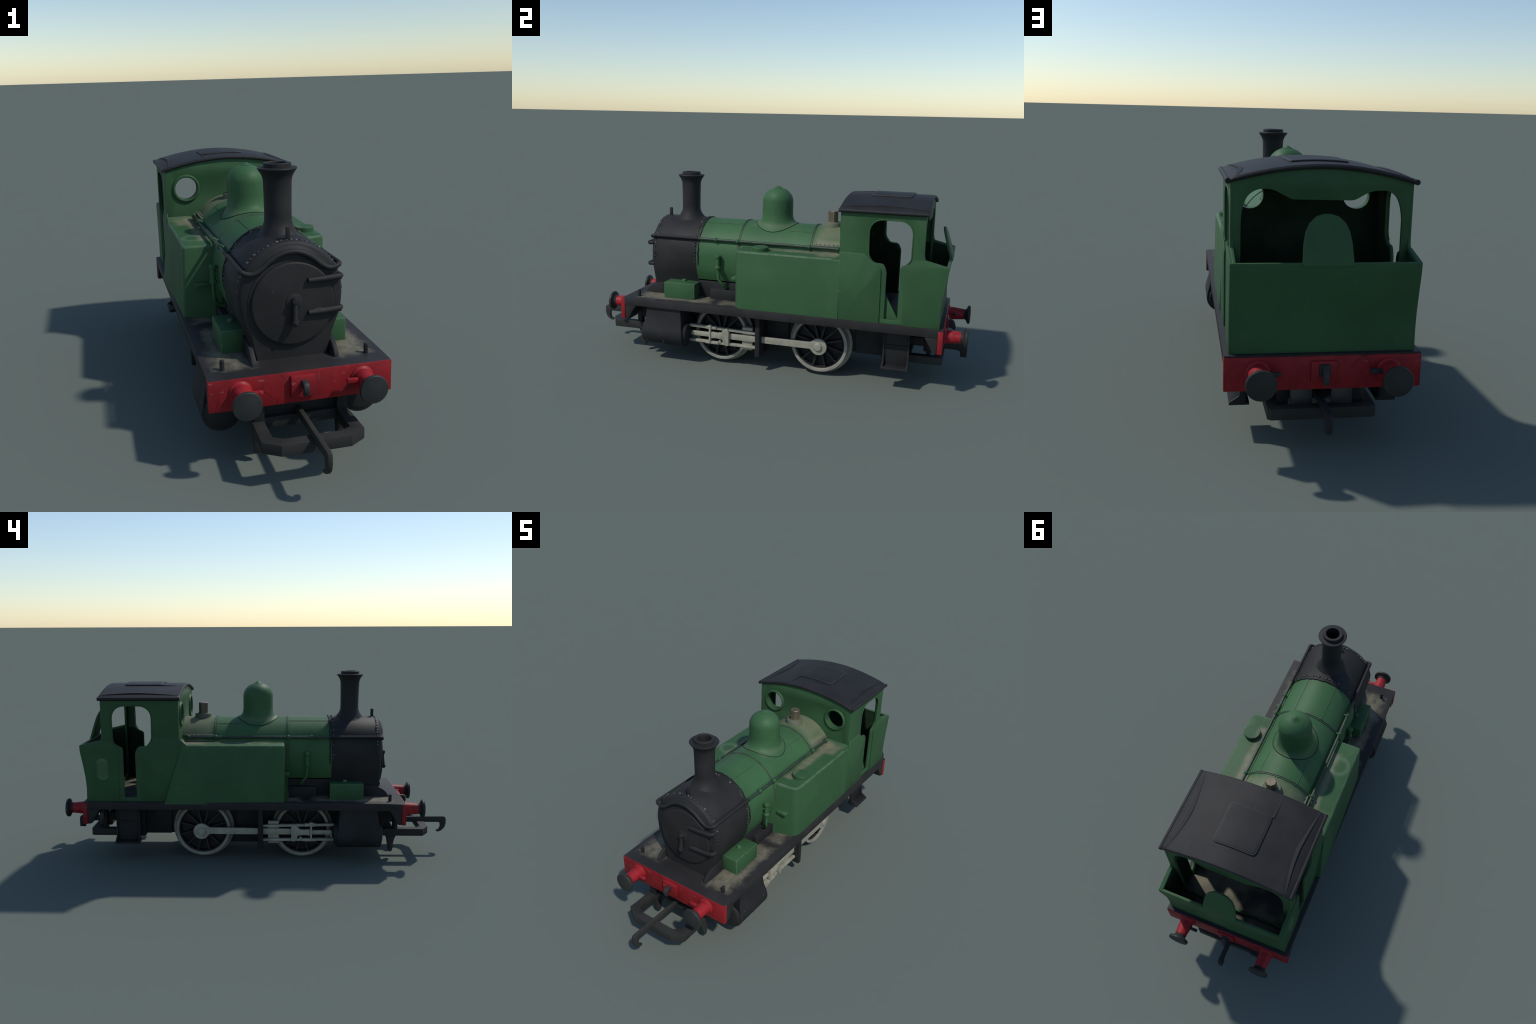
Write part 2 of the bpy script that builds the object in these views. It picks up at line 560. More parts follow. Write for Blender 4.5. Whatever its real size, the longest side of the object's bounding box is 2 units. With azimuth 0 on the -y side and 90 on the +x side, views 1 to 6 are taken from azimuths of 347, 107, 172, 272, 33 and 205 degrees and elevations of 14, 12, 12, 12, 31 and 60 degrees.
# raised seams of the boiler cladding
for ang, y0, y1 in ((58, 0.105, 0.225), (122, 0.105, 0.225), (66, -0.352, -0.146), (114, -0.352, -0.146)):
    t = radians(ang)
    p = lambda y: (0.1768 * cos(t), y, BZ + 0.1768 * sin(t))
    tube("cladding_seam", [p(y0), p((y0 + y1) / 2), p(y1)], 0.0011, M_BAND, boiler, n=6)
# rivet row low on the firebox
bm = bmesh.new()
for s in (-1, 1):
    for i in range(7):
        t = radians(35.5)
        m = Matrix.Translation((s * 0.177 * cos(t), 0.258 + i * 0.021 + random.uniform(-.003, .003), BZ + 0.177 * sin(t)))
        bmesh.ops.create_icosphere(bm, subdivisions=1, radius=random.uniform(0.003, 0.0045), matrix=m)
    add_box(bm, sorted((s * 0.147, s * 0.156)), (0.238, 0.398), (0.642, 0.650), 0.002)
finish("firebox_rivet", bm, M_VALVE, boiler, angle=50, kind="stuff")


def saddle_lathe(name, prof, cy, mat, n=56, angle=40):
    """Turned part standing on the boiler. prof: (radius, height, blend): blend 1 follows the boiler."""
    bm = bmesh.new()
    rings = []
    for r, z, b in prof:
        if r < 1e-6:
            rings.append([bm.verts.new((0, cy, z))])
            continue
        ring = []
        for i in range(n):
            t = 2 * pi * i / n
            x, y = r * cos(t), r * sin(t)
            zs = surf(x) - surf(0)
            ring.append(bm.verts.new((x, cy + y, z + zs * b)))
        rings.append(ring)
    for A, B in zip(rings, rings[1:]):
        for i in range(n):
            j = (i + 1) % n
            u = []
            for v in (A[i % len(A)], A[j % len(A)], B[j % len(B)], B[i % len(B)]):
                if v not in u:
                    u.append(v)
            bm.faces.new(u)
    return finish(name, bm, mat, angle=angle)


TOP = BZ + BR   # 0.726
dome_prof = [(0.108, TOP - 0.004, 1), (0.107, TOP + 0.0012, 1), (0.103, TOP + 0.0025, 1), (0.094, TOP + 0.006, 0.92), (0.086, TOP + 0.014, 0.65), (0.0805, TOP + 0.026, 0.32), (0.0782, TOP + 0.045, 0.08), (0.078, 0.79, 0), (0.078, 0.835, 0)]
for i in range(1, 12):
    t = pi / 2 * i / 12
    dome_prof.append((0.078 * cos(t), 0.835 + 0.068 * sin(t), 0))
dome_prof = dome_prof[:-1] + [(0.021, 0.9015, 0), (0.014, 0.9045, 0), (0.009, 0.9085, 0), (0.005, 0.9110, 0), (0.0, 0.9118, 0)]
dome = saddle_lathe("steam_dome", dome_prof, 0.016, M_GREEN, angle=60)
# dark joint line round the dome foot
bm = bmesh.new()
path = []
for i in range(73):
    t = 2 * pi * i / 72
    x, y = 0.1085 * cos(t), 0.1085 * sin(t)
    path.append((x, 0.016 + y, surf(x) + 0.0004))
add_tube(bm, path, 0.0015, 6)
finish("dome_joint", bm, M_CHASSIS, dome, 60)

CT = 0.712
chim = [(0.078, 0.716, 1), (0.077, 0.7275, 1), (0.070, 0.7285, 1), (0.061, 0.738, 0.7), (0.053, 0.750, 0.3), (0.048, 0.764, 0.05), (0.0468, 0.785, 0), (0.0475, 0.85, 0), (0.0488, 0.905, 0),
        (0.0520, 0.918, 0), (0.0580, 0.930, 0), (0.0655, 0.940, 0), (0.0682, 0.9445, 0), (0.0665, 0.9475, 0), (0.0540, 0.9485, 0), (0.0475, 0.9490, 0), (0.0470, 0.9610, 0), (0.0450, 0.9630, 0),
        (0.0345, 0.9630, 0), (0.0325, 0.9610, 0), (0.0315, 0.945, 0), (0.0300, 0.86, 0), (0.0, 0.86, 0)]
chimney = saddle_lathe("chimney", chim, -0.464, M_BLACK, n=40, angle=32)

# lamp bracket in front of the chimney
box("lamp_bracket", (-0.0065, 0.0065), (-0.590, -0.576), (0.715, 0.766), M_BLACK, smokebox, 0.0015)

# safety valve
valve = lathe("safety_valve", [(0.0435, 0.705), (0.0435, 0.740), (0.0415, 0.7430), (0.030, 0.7425), (0.0285, 0.7455), (0.0, 0.7460)], "z", (0, 0.306, 0), M_VALVE, n=32)
lathe("valve_nut", [(0.0252, 0.736), (0.0248, 0.7975), (0.0225, 0.8000), (0, 0.8000)], "z", (0, 0.306, 0), M_BRASS, valve, n=8, angle=20, phase=pi / 8)

# ------------------------------------------------------------------ smokebox door
DC = (0.003, -0.6155, 0.517)
bm = bmesh.new()
add_lathe(bm, [(0.152, 0.004), (0.152, -0.0015), (0.146, -0.003), (0.143, -0.003), (0.1415, -0.0095), (0.137, -0.0125), (0.09, -0.0185), (0.04, -0.0215), (0.0, -0.022)], "y", DC, 64, cap=False)
door = finish("smokebox_door", bm, M_BLACK, smokebox, angle=25)
for z, drop in ((0.597, 0.0), (0.487, 0.0)):
    bm = bmesh.new()
    add_tube(bm, [(0.050, -0.640, z), (0.10, -0.638, z + .001), (0.164, -0.630, z + 0.002)], lambda t: 0.0088 + 0.0030 * t, 10)
    add_tube(bm, [(0.160, -0.631, z + 0.002), (0.168, -0.622, z + 0.002), (0.166, -0.605, z + 0.002)], 0.0095, 10)
    if z < 0.5:
        add_tube(bm, [(0.06, -0.639, z + 0.002), (0.085, -0.639, z + 0.008), (0.11, -0.637, z + 0.003)], 0.007, 10)
    add_box(bm, (0.055, 0.15), (-0.634, -0.620), (z - 0.005, z + 0.005), 0.002)
    finish("door_hinge", bm, M_BLACK, door, 45)
bm = bmesh.new()
add_lathe(bm, [(0.029, 0.004), (0.0285, -0.006), (0.022, -0.009), (0.0, -0.0095)], "y", (0.003, -0.633, 0.528), 20)
add_lathe(bm, [(0.010, 0.0), (0.0125, -0.020), (0.010, -0.028), (0.0, -0.030)], "y", (0.002, -0.630, 0.534), 14)
add_tube(bm, [(0.002, -0.648, 0.533), (0.002, -0.648, 0.500), (0.001, -0.652, 0.462)], lambda t: 0.0070 + 0.003 * t, 10)
add_lathe(bm, [(0.0, 0.013), (0.011, 0.007), (0.0125, -0.003), (0.008, -0.010), (0.0, -0.012)], "z", (0.001, -0.653, 0.459), 12)
finish("door_handle", bm, M_BLACK, door, 45)

# ------------------------------------------------------------------ handrail and hood over the door
RZ = 0.6395
RX = 0.1675
frontcurve = [(0.166, -0.612, 0.637), (0.152, -0.619, 0.631), (0.130, -0.621, 0.629), (0.104, -0.622, 0.641), (0.072, -0.623, 0.668), (0.036, -0.624, 0.688), (0.0, -0.624, 0.694)]
fr = frontcurve + [(-x, y, z) for x, y, z in reversed(frontcurve[:-1])]
rail_front = catmull([(RX, -0.592, RZ)] + fr + [(-RX, -0.592, RZ)], 6)
rail = tube("handrail", rail_front, 0.0088, M_BLACK, n=12)
for s in (1, -1):
    tube("handrail_rod", [(s * RX, -0.596, RZ), (s * RX, -0.50, RZ), (s * RX, -0.352, RZ)], 0.0078, M_BLACK, rail)
    tube("handrail_rod", [(s * RX, -0.352, RZ), (s * 0.168, -0.141, RZ), (s * 0.168, 0.10, RZ), (s * 0.168, 0.375, RZ)], 0.0072, M_RAIL, rail)
    for y, x in ((-0.258, 0.168), (-0.141, 0.169), (0.229, 0.168), (0.369, 0.169)):
        bm = bmesh.new()
        bmesh.ops.create_icosphere(bm, subdivisions=2, radius=0.0118, matrix=Matrix.Translation((s * x, y, RZ)))
        add_tube(bm, [(s * x, y, RZ), (s * 0.135, y, RZ - .006)], 0.007, 10)
        finish("handrail_knob", bm, M_CAB, rail, 60)
# crescent hood: loft from the smokebox rim to the rail
bm = bmesh.new()
hood_in = [p for p in catmull(fr, 6)]
top_row, mid_row, bot_row = [], [], []
for p in hood_in:
    a = math.atan2(p.z - BZ, p.x)
    rr = 0.169
    top_row.append(bm.verts.new((rr * cos(a), -0.609, BZ + rr * sin(a))))
    mid_row.append(bm.verts.new((p.x * 0.985, -0.6175, max(p.z, BZ + (rr - 0.004) * sin(a) - 0.004))))
    bot_row.append((bm.verts.new((p.x, p.y + 0.001, p.z + 0.003)), bm.verts.new((p.x * 0.98, -0.610, p.z - 0.006))))
for i in range(len(hood_in) - 1):
    bm.faces.new([top_row[i], top_row[i + 1], mid_row[i + 1], mid_row[i]])
    bm.faces.new([mid_row[i], mid_row[i + 1], bot_row[i + 1][0], bot_row[i][0]])
    bm.faces.new([bot_row[i][0], bot_row[i + 1][0], bot_row[i + 1][1], bot_row[i][1]])
    bm.faces.new([bot_row[i][1], bot_row[i + 1][1], top_row[i + 1], top_row[i]])
for i in (0, -1):
    bm.faces.new([top_row[i], mid_row[i], bot_row[i][0], bot_row[i][1]])
finish("door_hood", bm, M_BLACK, smokebox, 50)

# curved gusset plates at the foot of the smokebox
for s in (1, -1):
    pts = [(-0.525, 0.322), (-0.662, 0.322), (-0.660, 0.332), (-0.647, 0.352), (-0.630, 0.366), (-0.605, 0.379), (-0.58, 0.386), (-0.525, 0.388)]
    plate("smokebox_gusset", [Vector(p) for p in pts], [], "x", *sorted((s * 0.134, s * 0.150)), M_BLACK, smokebox, 0.0015)

# black block under the boiler barrel
box("boiler_cradle", (-0.147, 0.147), (-0.362, 0.0), (0.322, 0.418), M_CHASSIS, bevel=0.003)
for s in (1, -1):
    box("splasher", sorted((s * 0.12, s * 0.174)), (-0.288, -0.10), (0.322, 0.383), M_CHASSIS, bevel=0.004)

# ------------------------------------------------------------------ side tanks
for s in (1, -1):
    bm = bmesh.new()

    def ed(i, j, k, p, s=s):
        outer = (i == 1) if s > 0 else (i == 0)
        if j == 1:
            p[1] = 0.405 if s > 0 else (0.478 if k == 0 else 0.385)
        if j == 0:
            
            if k == 0:
                p[1] = (-0.106 if s > 0 else -0.120) if outer else -0.166
            else:
                p[1] = (-0.116 if s > 0 else -0.120) if outer else -0.123

        if outer and k == 0:           # the sides lean: outwards low at the back of one tank
            p[0] = 0.2960 if s > 0 else (-0.298 if j == 0 else -0.313)
        return p
    x = sorted((s * 0.10, s * 0.2885))
    vs0 = len(bm.verts)
    add_box(bm, x, (-0.117, 0.405), (0.322, 0.6165), edit=ed)
    def pick(test):
        return [e for e in bm.edges if test((e.verts[0].co + e.verts[1].co) / 2, e.verts[0].co - e.verts[1].co)]
    # upright front corner first (a broad chamfer on one side), then the top edges
    es = pick(lambda m, d: abs(m.x) > 0.27 and m.y < -0.1 and abs(d.z) > 0.2)
    bmesh.ops.bevel(bm, geom=es, offset=0.030 if s > 0 else 0.011, segments=2 if s > 0 else 3, affect="EDGES", profile=0.5)
    es = pick(lambda m, d: m.z > 0.61 and m.y < 0.37 and abs(m.x) > 0.15)
    r = bmesh.ops.bevel(bm, geom=es, offset=0.009, segments=3, affect="EDGES", profile=0.5)
    for f in r["faces"]:
        f.material_index = 1
    tank = finish("water_tank", bm, [M_TANK, M_WORN], angle=40)
    # concave sweep from tank top up to the cab front
    prof = [(0.41, 0.60)] + [(0.408 - 0.044 * (1 - sin(t)), 0.6135 + 0.044 * (1 - cos(t)) + 0.001) for t in [pi / 2 * q / 7 for q in range(8)]]
    bm = bmesh.new()
    add_plate(bm, [Vector(p) for p in prof], [], "x", *sorted((s * 0.15, s * 0.287)))
    finish("tank_fillet", bm, M_TANK, tank, 30)
    # lamp step on the tank front
    box("tank_step", sorted((s * 0.193, s * 0.248)), (-0.146, -0.110), (0.457, 0.472), [M_GREEN, M_WORN], tank, 0.003, bmat=1)
    if s > 0:
        lathe("filler_cap", [(0.040, 0.608), (0.0405, 0.6335), (0.0385, 0.6360), (0.0, 0.6365)], "z", (0.236, 0.0, 0), M_TANK, tank, n=32)
    # clack valve and its pipe
    c = (s * 0.194, -0.237)
    cl = lathe("check_valve", [(0.0, 0.496), (0.014, 0.497), (0.015, 0.506), (0.0105, 0.510), (0.0105, 0.552), (0.0145, 0.554), (0.0145, 0.564), (0.011, 0.567), (0.0, 0.567)], "z", (*c, 0), M_GREEN, n=16)
    tube("feed_pipe", catmull([(c[0], c[1], 0.50), (c[0], c[1] + .001, 0.475), (s * 0.191, -0.232, 0.440), (s * 0.180, -0.215, 0.412), (s * 0.164, -0.206, 0.398), (s * 0.146, -0.204, 0.392)], 6), lambda t: 0.0062 + 0.0026 * t, M_GREEN, cl)
    tube("feed_pipe", [(c[0], c[1], 0.532), (s * 0.15, c[1], 0.532)], 0.009, M_GREEN, cl)

# ------------------------------------------------------------------ tool boxes
for s in (1, -1):
    b = box("tool_box", sorted((s * 0.128, s * 0.225)), (-0.5225, -0.3535), (0.322, 0.410), [M_TANK, M_WORN], bevel=0.004, bmat=1)
    bm = bmesh.new()
    add_lathe(bm, [(0.011, 0.406), (0.011, 0.4185), (0.008, 0.421), (0.0, 0.421)], "z", (s * 0.172, -0.432, 0), 8)
    finish("tool_box_knob", bm, M_WORN, b, 30)

# ------------------------------------------------------------------ footplate and chassis
foot = plate("footplate", [Vector(p) for p in ((-0.7245, 0.2905), (0.8885, 0.2925), (0.8885, 0.3300), (0.10, 0.3310), (-0.45, 0.3290), (-0.64, 0.3275), (-0.7245, 0.3245))],
             [], "x", -0.3075, 0.3075, M_PLATE, None, 0.002)
bm = bmesh.new()
add_box(bm, (-0.127, 0.127), (-0.60, 0.62), (0.120, 0.29), 0.006)
add_box(bm, (-0.140, 0.140), (-0.045, 0.128), (0.120, 0.29), 0.004)
add_box(bm, (-0.140, 0.140), (0.47, 0.61), (0.121, 0.29), 0.004)
add_box(bm, (-0.137, 0.137), (-0.085, 0.18), (0.073, 0.13), 0.006)
add_plate(bm, [Vector(p) for p in [(-0.60, 0.29), (-0.708, 0.29), (-0.690, 0.245), (-0.668, 0.211), (-0.640, 0.197), (-0.60, 0.200)]], [], "x", -0.205, 0.205, 0.003)
add_box(bm, (-0.172, 0.172), (0.604, 0.642), (0.112, 0.29), 0.006)
chassis = finish("chassis_frame", bm, M_CHASSIS, angle=40)
for s in (1, -1):
    for y in (-0.216, 0.299):
        pass
    # motion bracket hanging beside the frame
    box("motion_bracket", sorted((s * 0.115, s * 0.263)), (-0.0135, 0.0125), (0.076, 0.292), M_CHASSIS, chassis, 0.006)
    # corner gussets behind the buffer beams
    for sg, yb in ((-1, -0.705), (1, 0.868)):
        pts = [(yb, 0.292), (yb, 0.2185), (yb - sg * 0.012, 0.218), (yb - sg * 0.022, 0.224), (yb - sg * 0.032, 0.246), (yb - sg * 0.045, 0.268), (yb - sg * 0.060, 0.292)]
        plate("beam_gusset", [Vector(p) for p in pts], [], "x", *sorted((s * 0.215, s * 0.3055)), M_PLATE, foot, 0.002)
    lathe("lamp_peg", [(0.0085, 0.32), (0.008, 0.359), (0.006, 0.362), (0.0, 0.362)], "z", (s * 0.2475, -0.653, 0), M_BLACK, foot, n=8, angle=25)
    # hidden magnet blocks between the rear frames
bm = bmesh.new()
add_box(bm, (-0.101, -0.030), (0.795, 0.863), (0.152, 0.27), 0.006)
add_box(bm, (0.028, 0.098), (0.795, 0.863), (0.152, 0.27), 0.006)
finish("weight_block", bm, M_STEEL, chassis)
box("rear_stretcher", (-0.142, 0.142), (0.665, 0.80), (0.195, 0.235), M_CHASSIS, chassis, 0.004)

# ------------------------------------------------------------------ buffer beams
for sg, yb, y2 in ((-1, -0.7270, -0.706), (1, 0.8915, 0.869)):
    beam = box("buffer_beam", (-0.3085, 0.3085), sorted((yb, y2)), (0.217, 0.3245), M_RED, bevel=0.002)
    if sg < 0:
        box("coupling_plate", (-0.042, 0.040), (yb - 0.016, yb + 0.002), (0.241, 0.314), M_RED, beam, 0.004)
    else:
        box("coupling_plate", (-0.040, 0.042), (yb - 0.002, yb + 0.010), (0.241, 0.311), M_RED, beam, 0.004)
    # draw hook
    bm = bmesh.new()
    o = yb + sg * 0.012
    hook = [(o, 0.300), (o + sg * 0.024, 0.302), (o + sg * 0.036, 0.294), (o + sg * 0.040, 0.278), (o + sg * 0.036, 0.262), (o + sg * 0.026, 0.254), (o + sg * 0.022, 0.262), (o + sg * 0.026, 0.274), (o + sg * 0.018, 0.284), (o, 0.270)]
    if sg > 0:
        hook = [(o, 0.300), (o + sg * 0.014, 0.302), (o + sg * 0.026, 0.290), (o + sg * 0.034, 0.262), (o + sg * 0.030, 0.246), (o + sg * 0.016, 0.256), (o, 0.262)]
    add_plate(bm, [Vector(p) for p in hook], [], "x", -0.0095, 0.0095, 0.003)
    if sg > 0:
        add_box(bm, (-0.017, 0.017), (yb + 0.006, yb + 0.018), (0.262, 0.302), 0.003)
    finish("draw_hook", bm, M_BUFHEAD, beam, 40)

bm = bmesh.new()
add_lathe(bm, [(0.0, 0.004), (0.040, 0.004), (0.039, -0.004), (0.036, -0.007), (0.0325, -0.010), (0.0315, -0.03), (0.0275, -0.068), (0.0275, -0.076), (0.0, -0.077)], "y", (0, 0, 0), 32, cap=False)
buf = finish("buffer", bm, M_SHANK, angle=30, loc=(0.2045, -0.7265, 0.277))
bm = bmesh.new()
add_lathe(bm, [(0.024, -0.072), (0.0255, -0.080), (0.031, -0.088), (0.044, -0.0935), (0.0472, -0.0960), (0.0472, -0.1040), (0.045, -0.107), (0.025, -0.1095), (0.0, -0.1105)], "y", (0, 0, 0), 36)
finish("buffer_head", bm, M_BUFHEAD, buf, 30)
bm = bmesh.new()
add_box(bm, (-0.066, -0.018), (-0.040, -0.026), (0.000, 0.013), 0.003, edit=lambda i, j, k, p: [p[0], p[1], p[2] + (0.0 if i else 0.004 * k)])
tab = finish("buffer_tab", bm, M_SHANK, buf)
bm = bmesh.new()
add_box(bm, (0.018, 0.066), (-0.040, -0.026), (0.000, 0.013), 0.003)
tab2_me = finish("buffer_tab", bm, M_SHANK, buf)
# left/rear instances take the tab that points to the middle of the engine
for loc, rot, keep in (((-0.2045, -0.7265, 0.277), 0.0, "+"), ((0.2045, 0.8915, 0.276), pi, "+"), ((-0.2045, 0.8915, 0.276), pi, "-")):
    b2 = buf.copy(); b2.name = "buffer"
    link(b2, root, loc, rot)
    for ch in buf.children:
        if ch is tab and keep == "+":
            continue
        if ch is tab2_me and keep == "-":
            continue
        c = ch.copy(); c.name = ch.name.split(".")[0]
        bpy.context.scene.collection.objects.link(c)
        c.parent = b2
        if ch in (tab, tab2_me) and rot:
            c.data = ch.data.copy()
            c.data.materials[0] = M_BUFHEAD
bpy.data.objects.remove(tab2_me)

# ------------------------------------------------------------------ couplings
def coupling(outline, inner, z0, z1, name):
    return plate(name, [Vector(p) for p in outline], [[Vector(p) for p in inner]], "z", z0, z1, M_COUPLER, bevel=0.0016, angle=25)


loop = coupling([(-0.165, -0.600), (-0.1675, -0.842), (-0.1135, -0.877), (0.1135, -0.877), (0.1675, -0.842), (0.165, -0.600)],
                [(-0.127, -0.692), (0.127, -0.692), (0.127, -0.819), (0.092, -0.837), (-0.092, -0.837), (-0.127, -0.819)], 0.120, 0.158, "coupling_loop")
box("coupling_mount", (-0.128, 0.128), (-0.672, -0.598), (0.112, 0.205), M_CHASSIS, loop, 0.003)
for s in (1, -1):
    box("coupling_upright", sorted((s * 0.125, s * 0.160)), (-0.712, -0.688), (0.150, 0.2925), M_CHASSIS, loop, 0.002)
    d = [(-0.650, 0.118), (-0.706, 0.118), (-0.698, 0.100), (-0.692, 0.070), (-0.690, 0.040), (-0.684, 0.031), (-0.673, 0.030), (-0.667, 0.040), (-0.663, 0.070), (-0.658, 0.100)]
    plate("coupling_tail", [Vector(p) for p in d], [], "x", *sorted((s * 0.133, s * 0.157)), M_COUPLER, loop, 0.003)
bm = bmesh.new()
hp = [(-0.66, 0.150), (-0.66, 0.180), (-0.985, 0.182), (-0.994, 0.178), (-0.9985, 0.166), (-0.9985, 0.140), (-0.992, 0.120), (-0.978, 0.104), (-0.962, 0.0965), (-0.951, 0.097), (-0.9475, 0.102), (-0.952, 0.106), (-0.962, 0.110), (-0.968, 0.120), (-0.969, 0.136), (-0.964, 0.150)]
add_plate(bm, [Vector(p) for p in hp], [], "x", -0.009, 0.007, 0.0025)
finish("coupling_hook", bm, M_COUPLER, loop, 40)

rl = coupling([(-0.172, 0.705), (-0.172, 0.880), (-0.160, 0.890), (0.160, 0.890), (0.172, 0.880), (0.172, 0.705)],
              [(-0.135, 0.735), (0.135, 0.735), (0.135, 0.852), (-0.135, 0.852)], 0.117, 0.154, "coupling_loop")
bm = bmesh.new()
hp = [(0.66, 0.150), (0.66, 0.180), (0.985, 0.180), (0.996, 0.172), (0.9985, 0.160), (0.9985, 0.117), (0.968, 0.116), (0.966, 0.143), (0.945, 0.150)]
add_plate(bm, [Vector(p) for p in hp], [], "x", -0.0095, 0.0095, 0.0025)
finish("coupling_hook", bm, M_CHASSIS, rl, 40)
for s in (1, -1):
    box("coupling_upright", sorted((s * 0.10, s * 0.135)), (0.812, 0.832), (0.14, 0.2925), M_CHASSIS, rl, 0.002)

# ------------------------------------------------------------------ wheels
WZ, WR, FR = 0.1590, 0.1425, 0.1590
bm = bmesh.new()
# tyre with flange, axle along x; outer face at x = 0.19
add_lathe(bm, [(0.122, 0.128), (0.150, 0.128), (0.1580, 0.130), (FR, 0.134), (0.1585, 0.140), (0.152, 0.1435), (0.1460, 0.148), (WR, 0.158), (WR - 0.001, 0.183), (WR - 0.003, 0.1855), (0.1275, 0.1855), (0.1255, 0.1835), (0.1255, 0.165), (0.122, 0.128)], "x", (0, 0, 0), 64, cap=False)
bmesh.ops.remove_doubles(bm, verts=bm.verts[:], dist=1e-5)
tyre_bm = bm
bm = bmesh.new()
add_lathe(bm, [(0.123, 0.140), (0.123, 0.147), (0.0, 0.147)], "x", (0, 0, 0), 48)      # dark web behind the spokes
add_lathe(bm, [(0.1262, 0.145), (0.1262, 0.172), (0.1195, 0.173), (0.1175, 0.170), (0.1175, 0.145)], "x", (0, 0, 0), 64, cap=False)
add_lathe(bm, [(0.034, 0.150), (0.034, 0.178), (0.030, 0.182), (0.0, 0.182)], "x", (0, 0, 0), 32)
for i in range(12):
    t = 2 * pi * (i + 0.5) / 12
    q0, q1 = Vector((0, cos(t), sin(t))), Vector((0, -sin(t), cos(t)))
    ends = ((0.028, 0.0058, 0.178), (0.119, 0.0040, 0.177))
    vs = [bm.verts.new(q0 * r + q1 * w * sg + Vector((xx, 0, 0))) for r, w, xf in ends for xx in (0.1460, xf) for sg in (-1, 1)]
    for f in ((2, 3, 7, 6), (0, 2, 6, 4), (1, 5, 7, 3), (0, 4, 5, 1), (4, 6, 7, 5)):
        bm.faces.new([vs[j] for j in f]).material_index = 1
centre_bm = bm
wheel = finish("wheel", centre_bm, [M_WHEEL, M_SPOKE], angle=35, loc=(0.008, 0.299, WZ))
tyre = finish("wheel_tyre", tyre_bm, M_TYRE, wheel, angle=25)
for loc, rot in (((-0.004, 0.299, WZ), pi), ((0.008, -0.216, WZ), 0.0), ((-0.004, -0.216, WZ), pi)):
    instance(wheel, "wheel", root, loc, rot)
for y in (0.299, -0.216):
    lathe("axle", [(0.022, -0.16), (0.022, 0.16)], "x", (0, y, WZ), M_CHASSIS, chassis, n=20)

